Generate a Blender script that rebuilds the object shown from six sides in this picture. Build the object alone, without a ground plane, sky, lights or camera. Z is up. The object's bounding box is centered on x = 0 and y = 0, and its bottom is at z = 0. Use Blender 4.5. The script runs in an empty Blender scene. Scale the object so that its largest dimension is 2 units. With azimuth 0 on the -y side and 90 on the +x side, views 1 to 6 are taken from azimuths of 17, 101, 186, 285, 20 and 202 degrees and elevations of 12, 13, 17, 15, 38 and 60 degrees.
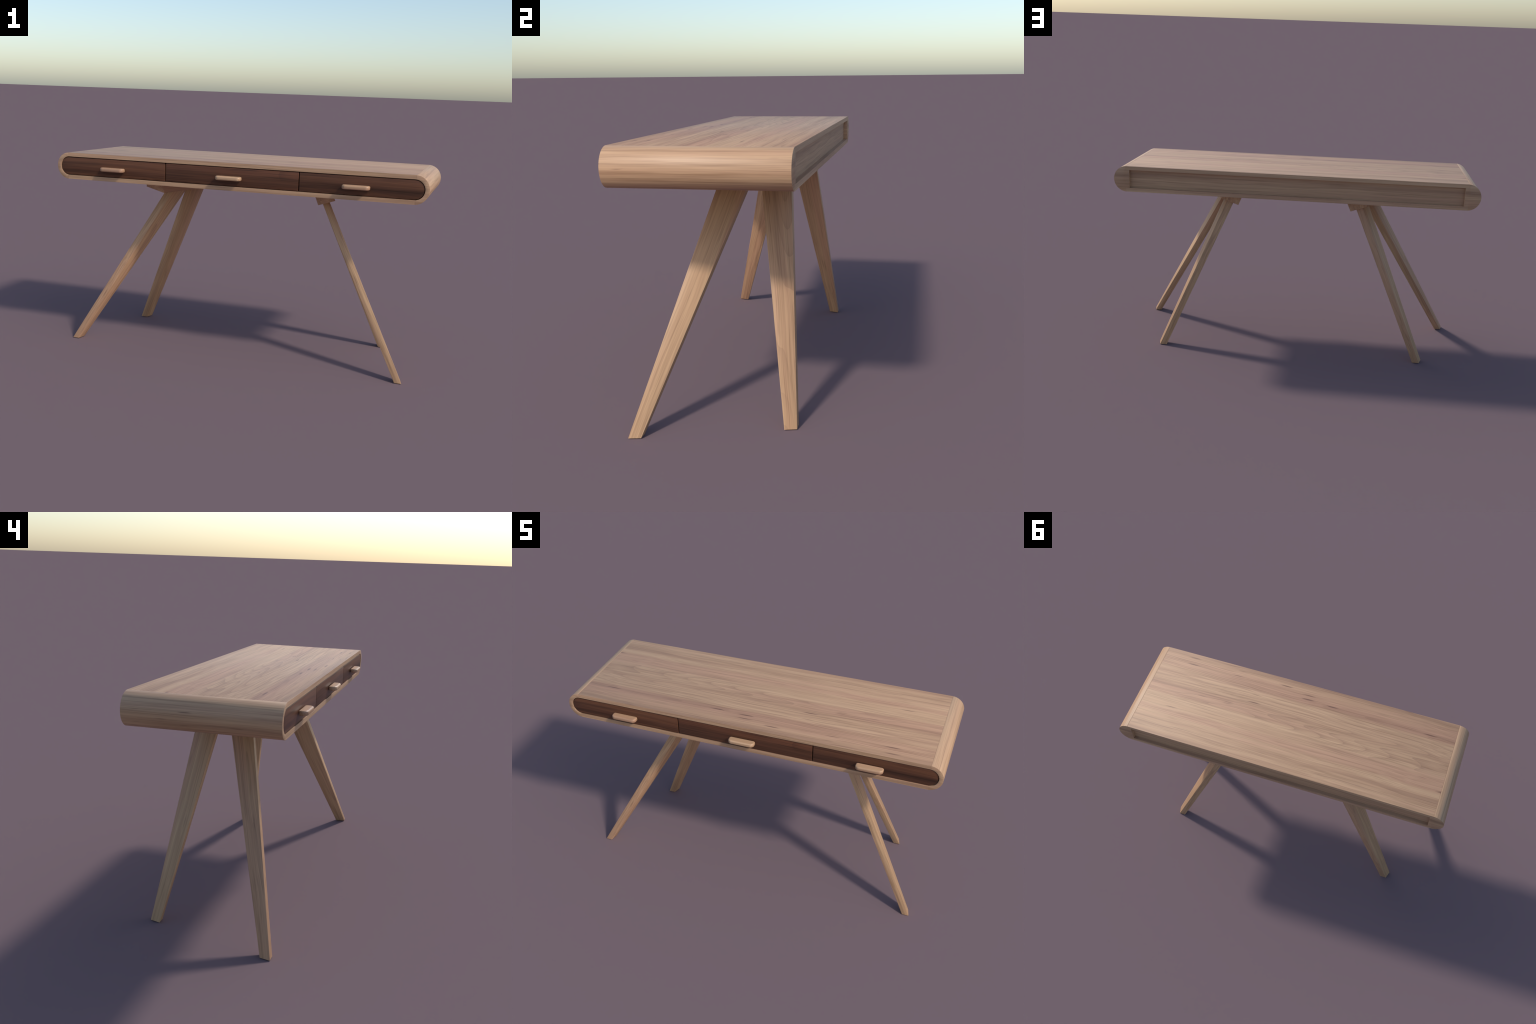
"""Mid-century writing desk: a long lozenge-ended oak case with three walnut
drawers, standing on two splayed pairs of tapered legs."""
import bpy, bmesh, math
from mathutils import Vector, Matrix

# ------------------------------------------------------------------ sizes (m)
HALF_LEN = 1.0              # case reaches x = -1 .. 1
Y_FRONT, Y_BACK = -0.2993, 0.3373
Z_TOP, Z_BOT = 1.0551, 0.9129
R_OUT = (Z_TOP - Z_BOT) / 2
Z_MID = (Z_TOP + Z_BOT) / 2
X_ARC = HALF_LEN - R_OUT    # centre of the rounded ends
WALL = 0.0208               # thickness of the case wall
R_IN = R_OUT - WALL
X_SEAM = 0.9345             # joint between flat panels and rounded ends
RECESS_X = 0.914            # back recess half width
PANEL_Y = 0.3182            # face of the recessed back panel


# ------------------------------------------------------------------ materials
def node(nt, kind, loc=(0, 0), **props):
    n = nt.nodes.new(kind)
    n.location = loc
    for k, v in props.items():
        setattr(n, k, v)
    return n


def ramp(nt, stops, interp='LINEAR'):
    r = node(nt, 'ShaderNodeValToRGB')
    r.color_ramp.interpolation = interp
    el = r.color_ramp.elements
    while len(el) < len(stops):
        el.new(0.5)
    for e, (p, c) in zip(el, stops):
        e.position = p
        e.color = (c[0], c[1], c[2], 1.0) if len(c) == 3 else c
    return r


def wood(name, grain, pal, offset=(0, 0, 0), vary=0.0, rough=0.50, ring_amt=0.55,
         fleck_amt=0.8, band_scale=1.0, spec=0.45, wander=0.06, rosy=0.7, streak_amt=0.42):
    """Procedural timber. grain = local axis ('X','Y','Z') the fibres run along.
    pal = (light, middle, pink, dark, fleck) base colours."""
    m = bpy.data.materials.new(name)
    m.use_nodes = True
    nt = m.node_tree
    nt.nodes.clear()
    L = nt.links.new
    out = node(nt, 'ShaderNodeOutputMaterial')
    bsdf = node(nt, 'ShaderNodeBsdfPrincipled')
    L(bsdf.outputs[0], out.inputs[0])
    tc = node(nt, 'ShaderNodeTexCoord')
    # swing the grain axis onto texture X
    mp = node(nt, 'ShaderNodeMapping')
    mp.inputs['Rotation'].default_value = {
        'X': (0, 0, 0), 'Y': (0, 0, -math.pi / 2), 'Z': (0, math.pi / 2, 0)}[grain]
    mp.inputs['Location'].default_value = offset
    L(tc.outputs['Object'], mp.inputs['Vector'])
    vec = mp.outputs['Vector']
    if vary:
        info = node(nt, 'ShaderNodeObjectInfo')
        mul = node(nt, 'ShaderNodeMath', operation='MULTIPLY')
        mul.inputs[1].default_value = vary
        L(info.outputs['Random'], mul.inputs[0])
        add = node(nt, 'ShaderNodeVectorMath', operation='ADD')
        L(vec, add.inputs[0])
        L(mul.outputs[0], add.inputs[1])
        vec = add.outputs[0]

    def noise(scale, detail=2.0, rough_=0.5, dist=0.0, src=None):
        s = node(nt, 'ShaderNodeVectorMath', operation='MULTIPLY')
        s.inputs[1].default_value = scale
        L(src or vec, s.inputs[0])
        n = node(nt, 'ShaderNodeTexNoise')
        n.inputs['Scale'].default_value = 1.0
        n.inputs['Detail'].default_value = detail
        n.inputs['Roughness'].default_value = rough_
        n.inputs['Distortion'].default_value = dist
        L(s.outputs[0], n.inputs['Vector'])
        return n.outputs['Fac']

    def math_(op, a, b=None, clamp=False):
        n = node(nt, 'ShaderNodeMath', operation=op)
        n.use_clamp = clamp
        for i, v in enumerate((a, b)):
            if v is None:
                continue
            if isinstance(v, (int, float)):
                n.inputs[i].default_value = v
            else:
                L(v, n.inputs[i])
        return n.outputs[0]

    def mix(fac, a, b, blend='MIX'):
        n = node(nt, 'ShaderNodeMix', data_type='RGBA', blend_type=blend)
        if isinstance(fac, (int, float)):
            n.inputs[0].default_value = fac
        else:
            L(fac, n.inputs[0])
        for i, v in ((6, a), (7, b)):
            if isinstance(v, tuple):
                n.inputs[i].default_value = (*v, 1.0)
            else:
                L(v, n.inputs[i])
        return n.outputs[2]

    def sstep(x, lo, hi):
        n = node(nt, 'ShaderNodeMapRange', interpolation_type='SMOOTHSTEP')
        n.inputs['From Min'].default_value = lo
        n.inputs['From Max'].default_value = hi
        L(x, n.inputs['Value'])
        return n.outputs['Result']

    # meandering fibres: shift the cross coordinates by a slow noise
    w = noise((1.1, 2.6, 2.6), 2.0)
    wv = math_('MULTIPLY', math_('SUBTRACT', w, 0.5), wander)
    comb = node(nt, 'ShaderNodeCombineXYZ')
    L(wv, comb.inputs[1])
    L(wv, comb.inputs[2])
    addw = node(nt, 'ShaderNodeVectorMath', operation='ADD')
    L(vec, addw.inputs[0])
    L(comb.outputs[0], addw.inputs[1])
    wvec = addw.outputs[0]

    b = band_scale
    light, middle, pink, dark, fleck = pal
    # broad straight bands of earlier and later wood
    bands = noise((0.20 * b, 12 * b, 12 * b), 6.0, 0.58, src=wvec)
    col_ramp = ramp(nt, [(0.24, dark), (0.42, middle), (0.57, light), (0.74, middle)])
    L(bands, col_ramp.inputs[0])
    col = col_ramp.outputs[0]
    # rosy zones
    rose = sstep(noise((0.30 * b, 9 * b, 9 * b), 4.0, 0.6, src=wvec), 0.48, 0.62)
    col = mix(math_('MULTIPLY', rose, rosy), col, pink)
    # thin growth-ring lines, gathered in places
    ring_src = noise((0.42 * b, 6.0 * b, 6.0 * b), 1.0, 0.4, src=wvec)
    saw = math_('FRACT', math_('MULTIPLY', ring_src, 22.0))
    line = math_('POWER', saw, 3.0)
    ring_mask = sstep(noise((0.6 * b, 4.5 * b, 4.5 * b), 2.0), 0.42, 0.60)
    col = mix(math_('MULTIPLY', math_('MULTIPLY', line, ring_mask), ring_amt), col, dark)
    # fine fibre streaks
    fib = noise((3.0 * b, 190 * b, 190 * b), 2.0, 0.6, src=wvec)
    fib2 = noise((0.65 * b, 62 * b, 62 * b), 4.0, 0.65, src=wvec)
    fmix = math_('ADD', math_('MULTIPLY', fib, 0.52), math_('MULTIPLY', fib2, 0.48))
    fr = ramp(nt, [(0.34, (0.73, 0.69, 0.66)), (0.50, (1.0, 1.0, 1.0)), (0.66, (1.14, 1.15, 1.16))])
    L(fmix, fr.inputs[0])
    col = mix(1.0, col, fr.outputs[0], 'MULTIPLY')
    # separate thin dark streaks that swell and fade along the fibre
    st = noise((0.6 * b, 95 * b, 95 * b), 2.0, 0.5, src=wvec)
    st_mask = sstep(noise((0.9 * b, 8 * b, 8 * b), 2.0, src=wvec), 0.42, 0.60)
    st_on = math_('MULTIPLY', sstep(st, 0.54, 0.68), st_mask)
    col = mix(math_('MULTIPLY', st_on, streak_amt), col, dark)
    # slender lens-shaped pith flecks, a few cells only
    vs = node(nt, 'ShaderNodeVectorMath', operation='MULTIPLY')
    vs.inputs[1].default_value = (6.5 * b, 62 * b, 62 * b)
    L(wvec, vs.inputs[0])
    vor = node(nt, 'ShaderNodeTexVoronoi', feature='F1')
    vor.inputs['Scale'].default_value = 1.0
    L(vs.outputs[0], vor.inputs['Vector'])
    sep = node(nt, 'ShaderNodeSeparateColor')
    L(vor.outputs['Color'], sep.inputs[0])
    chosen = sstep(sep.outputs[0], 0.86, 0.87)
    lens = math_('SUBTRACT', 1.0, sstep(vor.outputs['Distance'], 0.10, 0.38))
    fk_mask = sstep(noise((1.0, 5.0, 5.0), 1.0, src=wvec), 0.48, 0.58)
    fk_on = math_('MULTIPLY', math_('MULTIPLY', lens, chosen), fk_mask)
    col = mix(math_('MULTIPLY', fk_on, fleck_amt), col, fleck)
    L(col, bsdf.inputs['Base Color'])

    r = node(nt, 'ShaderNodeMapRange')
    r.inputs['To Min'].default_value = rough - 0.05
    r.inputs['To Max'].default_value = rough + 0.08
    L(fib2, r.inputs['Value'])
    L(r.outputs['Result'], bsdf.inputs['Roughness'])
    bsdf.inputs['Specular IOR Level'].default_value = spec
    bp = node(nt, 'ShaderNodeBump')
    bp.inputs['Strength'].default_value = 0.06
    bp.inputs['Distance'].default_value = 0.002
    L(fib, bp.inputs['Height'])
    L(bp.outputs[0], bsdf.inputs['Normal'])
    return m


OAK = ((0.560, 0.348, 0.200), (0.462, 0.272, 0.155), (0.478, 0.258, 0.160),
       (0.310, 0.170, 0.102), (0.140, 0.060, 0.040))
WALNUT = ((0.168, 0.069, 0.035), (0.102, 0.043, 0.024), (0.130, 0.049, 0.027),
          (0.038, 0.020, 0.013), (0.025, 0.012, 0.009))

oak_long = wood('oak_grain_lengthwise', 'X', OAK, (13.4, 2.9, 0.4), ring_amt=0.5, fleck_amt=0.75, rosy=0.6, streak_amt=0.55)
oak_edge = wood('oak_grain_edge', 'X', OAK, (6.1, 3.7, 2.4), ring_amt=0.0, fleck_amt=0.0, band_scale=1.5,
                wander=0.015, rosy=0.35)
oak_cross = wood('oak_grain_crosswise', 'Y', OAK, (7.3, 2.2, 1.4), band_scale=1.5, ring_amt=0.1,
                 fleck_amt=0.6, rough=0.46, wander=0.02, rosy=0.4)
oak_leg = wood('oak_grain_leg', 'Z', tuple((r, g * 0.985, b * 0.93) for r, g, b in OAK), (1.3, 5.2, 2.4), vary=31.0, band_scale=1.2, ring_amt=0.45, fleck_amt=0.35)
oak_end = wood('oak_grain_block_end', 'X', OAK, (4.3, 9.2, 5.4), band_scale=1.5)
oak_handle = wood('oak_grain_handle', 'X', OAK, (2.3, 4.2, 6.4), vary=17.0, band_scale=1.6, ring_amt=0.2,
                  fleck_amt=0.3, rough=0.38, streak_amt=0.2)
walnut = wood('walnut_grain_lengthwise', 'X', WALNUT, (5.1, 0.7, 3.4), vary=23.0, rough=0.36,
              ring_amt=0.3, fleck_amt=0.0, band_scale=1.4, spec=0.24, wander=0.03, streak_amt=0.8)
inside = wood('walnut_inside', 'X', tuple(tuple(c * 0.6 for c in k) for k in WALNUT), rough=0.7, spec=0.2)


# ------------------------------------------------------------------ mesh tools
COL = bpy.context.scene.collection


def new_obj(name, me, parent=None, mats=()):
    ob = bpy.data.objects.new(name, me)
    COL.objects.link(ob)
    ob.parent = parent
    for m in mats:
        me.materials.append(m)
    return ob


def prism_xz(profile, y0, y1):
    """Closed prism: an outline of (x, z) points run from y0 to y1."""
    bm = bmesh.new()
    a = [bm.verts.new((x, y0, z)) for x, z in profile]
    b = [bm.verts.new((x, y1, z)) for x, z in profile]
    n = len(profile)
    bm.faces.new(a)
    bm.faces.new(b[::-1])
    for i in range(n):
        j = (i + 1) % n
        bm.faces.new((a[j], a[i], b[i], b[j]))
    bmesh.ops.recalc_face_normals(bm, faces=bm.faces)
    return bm


def to_mesh(bm, name):
    me = bpy.data.meshes.new(name)
    bm.to_mesh(me)
    bm.free()
    return me


def apply_mods(ob):
    dg = bpy.context.evaluated_depsgraph_get()
    me = bpy.data.meshes.new_from_object(ob.evaluated_get(dg))
    me.name = ob.data.name
    ob.modifiers.clear()
    ob.data = me


def finish(ob, width=0.0012, segs=2, angle=35, skip=None):
    """Round the arrises (except edges that skip() rejects), shade smooth by angle."""
    if width:
        bm = bmesh.new()
        bm.from_mesh(ob.data)
        lim = math.radians(angle)
        edges = [e for e in bm.edges if len(e.link_faces) == 2 and e.calc_face_angle(0.0) > lim
                 and not (skip and skip(e))]
        bmesh.ops.bevel(bm, geom=edges, offset=width, segments=segs, profile=0.5,
                        affect='EDGES', clamp_overlap=True)
        bmesh.ops.recalc_face_normals(bm, faces=bm.faces)
        bm.to_mesh(ob.data)
        bm.free()
    ob.data.shade_smooth()
    ob.data.set_sharp_from_angle(angle=math.radians(angle))


def upright_joint(e):
    a, b = (v.co for v in e.verts)
    return (abs(abs(a.x) - X_SEAM) < 0.001 and abs(abs(b.x) - X_SEAM) < 0.001
            and abs(a.y - b.y) < 1e-5)


def edge_faces(ob, index):
    """Front and back faces carry their own lengthwise grain."""
    for p in ob.data.polygons:
        p.material_index = index if abs(p.normal.y) > 0.6 else 0


def box_bm(x0, x1, y0, y1, z0, z1):
    return prism_xz([(x0, z0), (x1, z0), (x1, z1), (x0, z1)], y0, y1)


def hexa_bm(bottom, top):
    """Six-sided solid from two quads listed in the same turning order."""
    bm = bmesh.new()
    b = [bm.verts.new(p) for p in bottom]
    t = [bm.verts.new(p) for p in top]
    bm.faces.new(b[::-1])
    bm.faces.new(t)
    for i in range(4):
        j = (i + 1) % 4
        bm.faces.new((b[i], b[j], t[j], t[i]))
    bmesh.ops.recalc_face_normals(bm, faces=bm.faces)
    return bm


def arc(cx, cz, r, a0, a1, n):
    return [(cx + r * math.cos(math.radians(a0 + (a1 - a0) * i / n)),
             cz + r * math.sin(math.radians(a0 + (a1 - a0) * i / n))) for i in range(n + 1)]


# ------------------------------------------------------------------ the desk
desk = bpy.data.objects.new('writing_desk', None)
COL.objects.link(desk)
desk['label'] = 'long oak desk with rounded ends, walnut drawers and splayed tapered legs'
desk['category'] = 'desk'

# --- flat panels of the case
JOINT = 0.00015
for name, z0, z1 in (('tabletop', Z_TOP - WALL, Z_TOP), ('bottom_panel', Z_BOT, Z_BOT + WALL + 0.0006)):
    me = to_mesh(box_bm(-X_SEAM + JOINT, X_SEAM - JOINT, Y_FRONT, Y_BACK, z0, z1), name)
    ob = new_obj(name, me, desk, (oak_long, oak_edge))
    finish(ob, 0.0011, skip=upright_joint)
    edge_faces(ob, 1)

# --- rounded ends: half rings, filled in at the back beside the recess
tilt = math.degrees(math.acos((X_SEAM - X_ARC + JOINT) / R_OUT))
for side in (1, -1):
    prof = [(RECESS_X, Z_BOT + WALL + 0.0006), (X_SEAM + JOINT, Z_BOT + WALL + 0.0006)]
    prof += arc(X_ARC, Z_MID, R_OUT, -tilt, tilt, 56)
    prof += [(X_SEAM + JOINT, Z_TOP - WALL), (RECESS_X, Z_TOP - WALL)]
    bm = prism_xz([(side * x, z) for x, z in prof], Y_FRONT, Y_BACK)
    ob = new_obj('rounded_end', to_mesh(bm, 'rounded_end'), desk, (oak_cross, oak_edge))
    pocket = [(0.85, Z_MID - R_IN)] + arc(X_ARC, Z_MID, R_IN, -90, 90, 48) + [(0.85, Z_MID + R_IN)]
    bm = prism_xz([(side * x, z) for x, z in pocket], Y_FRONT - 0.05, 0.300)
    cut = new_obj('pocket_cutter', to_mesh(bm, 'pocket_cutter'))
    bo = ob.modifiers.new('pocket', 'BOOLEAN')
    bo.object = cut
    bo.operation = 'DIFFERENCE'
    bo.solver = 'EXACT'
    bpy.context.view_layer.update()
    apply_mods(ob)
    bpy.data.objects.remove(cut, do_unlink=True)
    finish(ob, 0.0011, angle=28, skip=upright_joint)
    edge_faces(ob, 1)

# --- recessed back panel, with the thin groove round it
me = to_mesh(box_bm(-0.9185, 0.9185, 0.3085, PANEL_Y, Z_BOT + 0.012, Z_TOP - 0.012), 'back_panel')
ob = new_obj('back_panel', me, desk, (oak_edge,))
finish(ob, 0.0)
# --- inner divider board that closes the drawer space
me = to_mesh(box_bm(-0.96, 0.96, Y_FRONT + 0.030, Y_FRONT + 0.040, Z_BOT + 0.012, Z_TOP - 0.012), 'drawer_backing')
ob = new_obj('drawer_backing', me, desk, (inside,))
finish(ob, 0.0)

# --- drawers
GAP = 0.0034
SPLIT = 0.3605
SPLIT_GAP = 0.0022
FACE_Y = Y_FRONT + 0.0024
rd = R_IN - GAP
zl, zh = Z_MID - rd, Z_MID + rd
xs = SPLIT + SPLIT_GAP
outlines = [
    [(-xs, zl), (-xs, zh)] + arc(-X_ARC, Z_MID, rd, 90, 270, 48),
    [(-SPLIT + SPLIT_GAP, zl), (SPLIT - SPLIT_GAP, zl), (SPLIT - SPLIT_GAP, zh), (-SPLIT + SPLIT_GAP, zh)],
    [(xs, zh), (xs, zl)] + arc(X_ARC, Z_MID, rd, -90, 90, 48),
]
H_W, H_T = 0.0688, 0.0104          # handle half length, half thickness
H_Y0, H_Y1 = -0.3020, -0.3373      # handle back and nose


def handle_mesh():
    """Pull bar: D-shaped plan with round front corners and a soft nose."""
    rc = 0.021
    depth = H_Y0 - H_Y1
    plan = [(-H_W + 0.002, 0.0), (H_W - 0.002, 0.0), (H_W, -0.003)]
    plan += [(H_W - rc + rc * math.cos(a), -depth + rc + rc * math.sin(a))
             for a in [-math.pi / 2 * i / 9 for i in range(10)]]
    plan += [(-x, y) for x, y in reversed(plan[2:])]
    bm = bmesh.new()
    lo = [bm.verts.new((x, y, -H_T)) for x, y in plan]
    hi = [bm.verts.new((x, y, H_T)) for x, y in plan]
    bm.faces.new(lo[::-1])
    bm.faces.new(hi)
    n = len(plan)
    for i in range(n):
        j = (i + 1) % n
        bm.faces.new((lo[i], lo[j], hi[j], hi[i]))
    bmesh.ops.recalc_face_normals(bm, faces=bm.faces)
    # soften the nose and the ends, leave the back arrises crisp
    edges = [e for e in bm.edges
             if abs(e.verts[0].co.z - e.verts[1].co.z) < 1e-6
             and min(v.co.y for v in e.verts) < -0.001]
    bmesh.ops.bevel(bm, geom=edges, offset=0.0080, segments=6, profile=0.55, affect='EDGES',
                    clamp_overlap=True)
    # two short pegs hold the bar off the drawer
    for px in (-0.04, 0.04):
        r = bmesh.ops.create_cone(bm, cap_ends=True, segments=12, radius1=0.005, radius2=0.005, depth=0.012)
        bmesh.ops.rotate(bm, verts=r['verts'], cent=(0, 0, 0), matrix=Matrix.Rotation(math.pi / 2, 3, 'X'))
        bmesh.ops.translate(bm, verts=r['verts'], vec=(px, 0.002, 0))
    return to_mesh(bm, 'handle')


h_me = handle_mesh()
h_me.materials.append(oak_handle)
h_me.shade_smooth()
h_me.set_sharp_from_angle(angle=math.radians(40))
for prof, hx in zip(outlines, (-0.6608, -0.0053, 0.6497)):
    cx = sum(p[0] for p in prof) / len(prof)
    bm = prism_xz(prof, FACE_Y, FACE_Y + 0.0175)
    ob = new_obj('drawer', to_mesh(bm, 'drawer'), desk, (walnut,))
    finish(ob, 0.0020, segs=3)
    h = bpy.data.objects.new('handle', h_me)
    COL.objects.link(h)
    h.parent = ob
    h.location = (hx, H_Y0, 0.9775)

# --- legs and their mounting brackets.  Corners given for the left side
#     (foot on the floor, head just under the case), mirrored to the right.
FRONT_LEG = ([(-0.9353, -0.2737), (-0.8983, -0.2742), (-0.8883, -0.2258), (-0.9245, -0.2279)],
             [(-0.4383, -0.0261), (-0.3957, -0.0223), (-0.3605, 0.0964), (-0.4045, 0.0914)])
BACK_LEG = ([(-0.7688, 0.2715), (-0.7307, 0.2722), (-0.7170, 0.3182), (-0.7557, 0.3181)],
            [(-0.3952, 0.1159), (-0.3564, 0.1139), (-0.3227, 0.2335), (-0.3625, 0.2332)])
Z_HEAD = 0.9129
BRACKET = ([(-0.4314, -0.1506, 0.8534), (-0.3135, 0.2614, 0.8536),
            (-0.4040, 0.2650, 0.8862), (-0.5255, -0.1774, 0.8858)],
           [(-0.4200, -0.1960, 0.9140), (-0.2872, 0.2755, 0.9140),
            (-0.3930, 0.2740, 0.9140), (-0.5170, -0.1940, 0.9140)])


def oriented(name, bm, zaxis, xhint, mats, bevel):
    """Make an object whose local Z runs along zaxis so the grain follows it."""
    cent = sum((v.co for v in bm.verts), Vector()) / len(bm.verts)
    z = Vector(zaxis).normalized()
    y = z.cross(Vector(xhint)).normalized()
    x = y.cross(z)
    rot = Matrix((x, y, z)).transposed().to_4x4()
    mw = Matrix.Translation(cent) @ rot
    bmesh.ops.transform(bm, matrix=mw.inverted(), verts=bm.verts)
    ob = new_obj(name, to_mesh(bm, name), desk, mats)
    ob.matrix_world = mw
    bpy.context.view_layer.update()
    finish(ob, bevel)
    return ob


for side in (1, -1):
    flip = lambda p: (-side * p[0], *p[1:])
    for foot, head in (FRONT_LEG, BACK_LEG):
        f3 = [Vector(flip((x, y, 0.0))) for x, y in foot]
        h3 = [Vector(flip((x, y, Z_HEAD))) for x, y in head]
        axis = sum(h3, Vector()) - sum(f3, Vector())
        oriented('leg', hexa_bm(f3, h3), axis, (1, 0, 0), (oak_leg,), 0.0008)
    lo = [Vector(flip(p)) for p in BRACKET[0]]
    hi = [Vector(flip(p)) for p in BRACKET[1]]
    br = oriented('leg_bracket', hexa_bm(lo, hi), lo[1] - lo[0], (0, 0, 1), (oak_leg, oak_end), 0.0012)
    for p in br.data.polygons:          # sawn ends show upright grain
        p.material_index = 1 if abs(p.normal.z) > 0.6 else 0
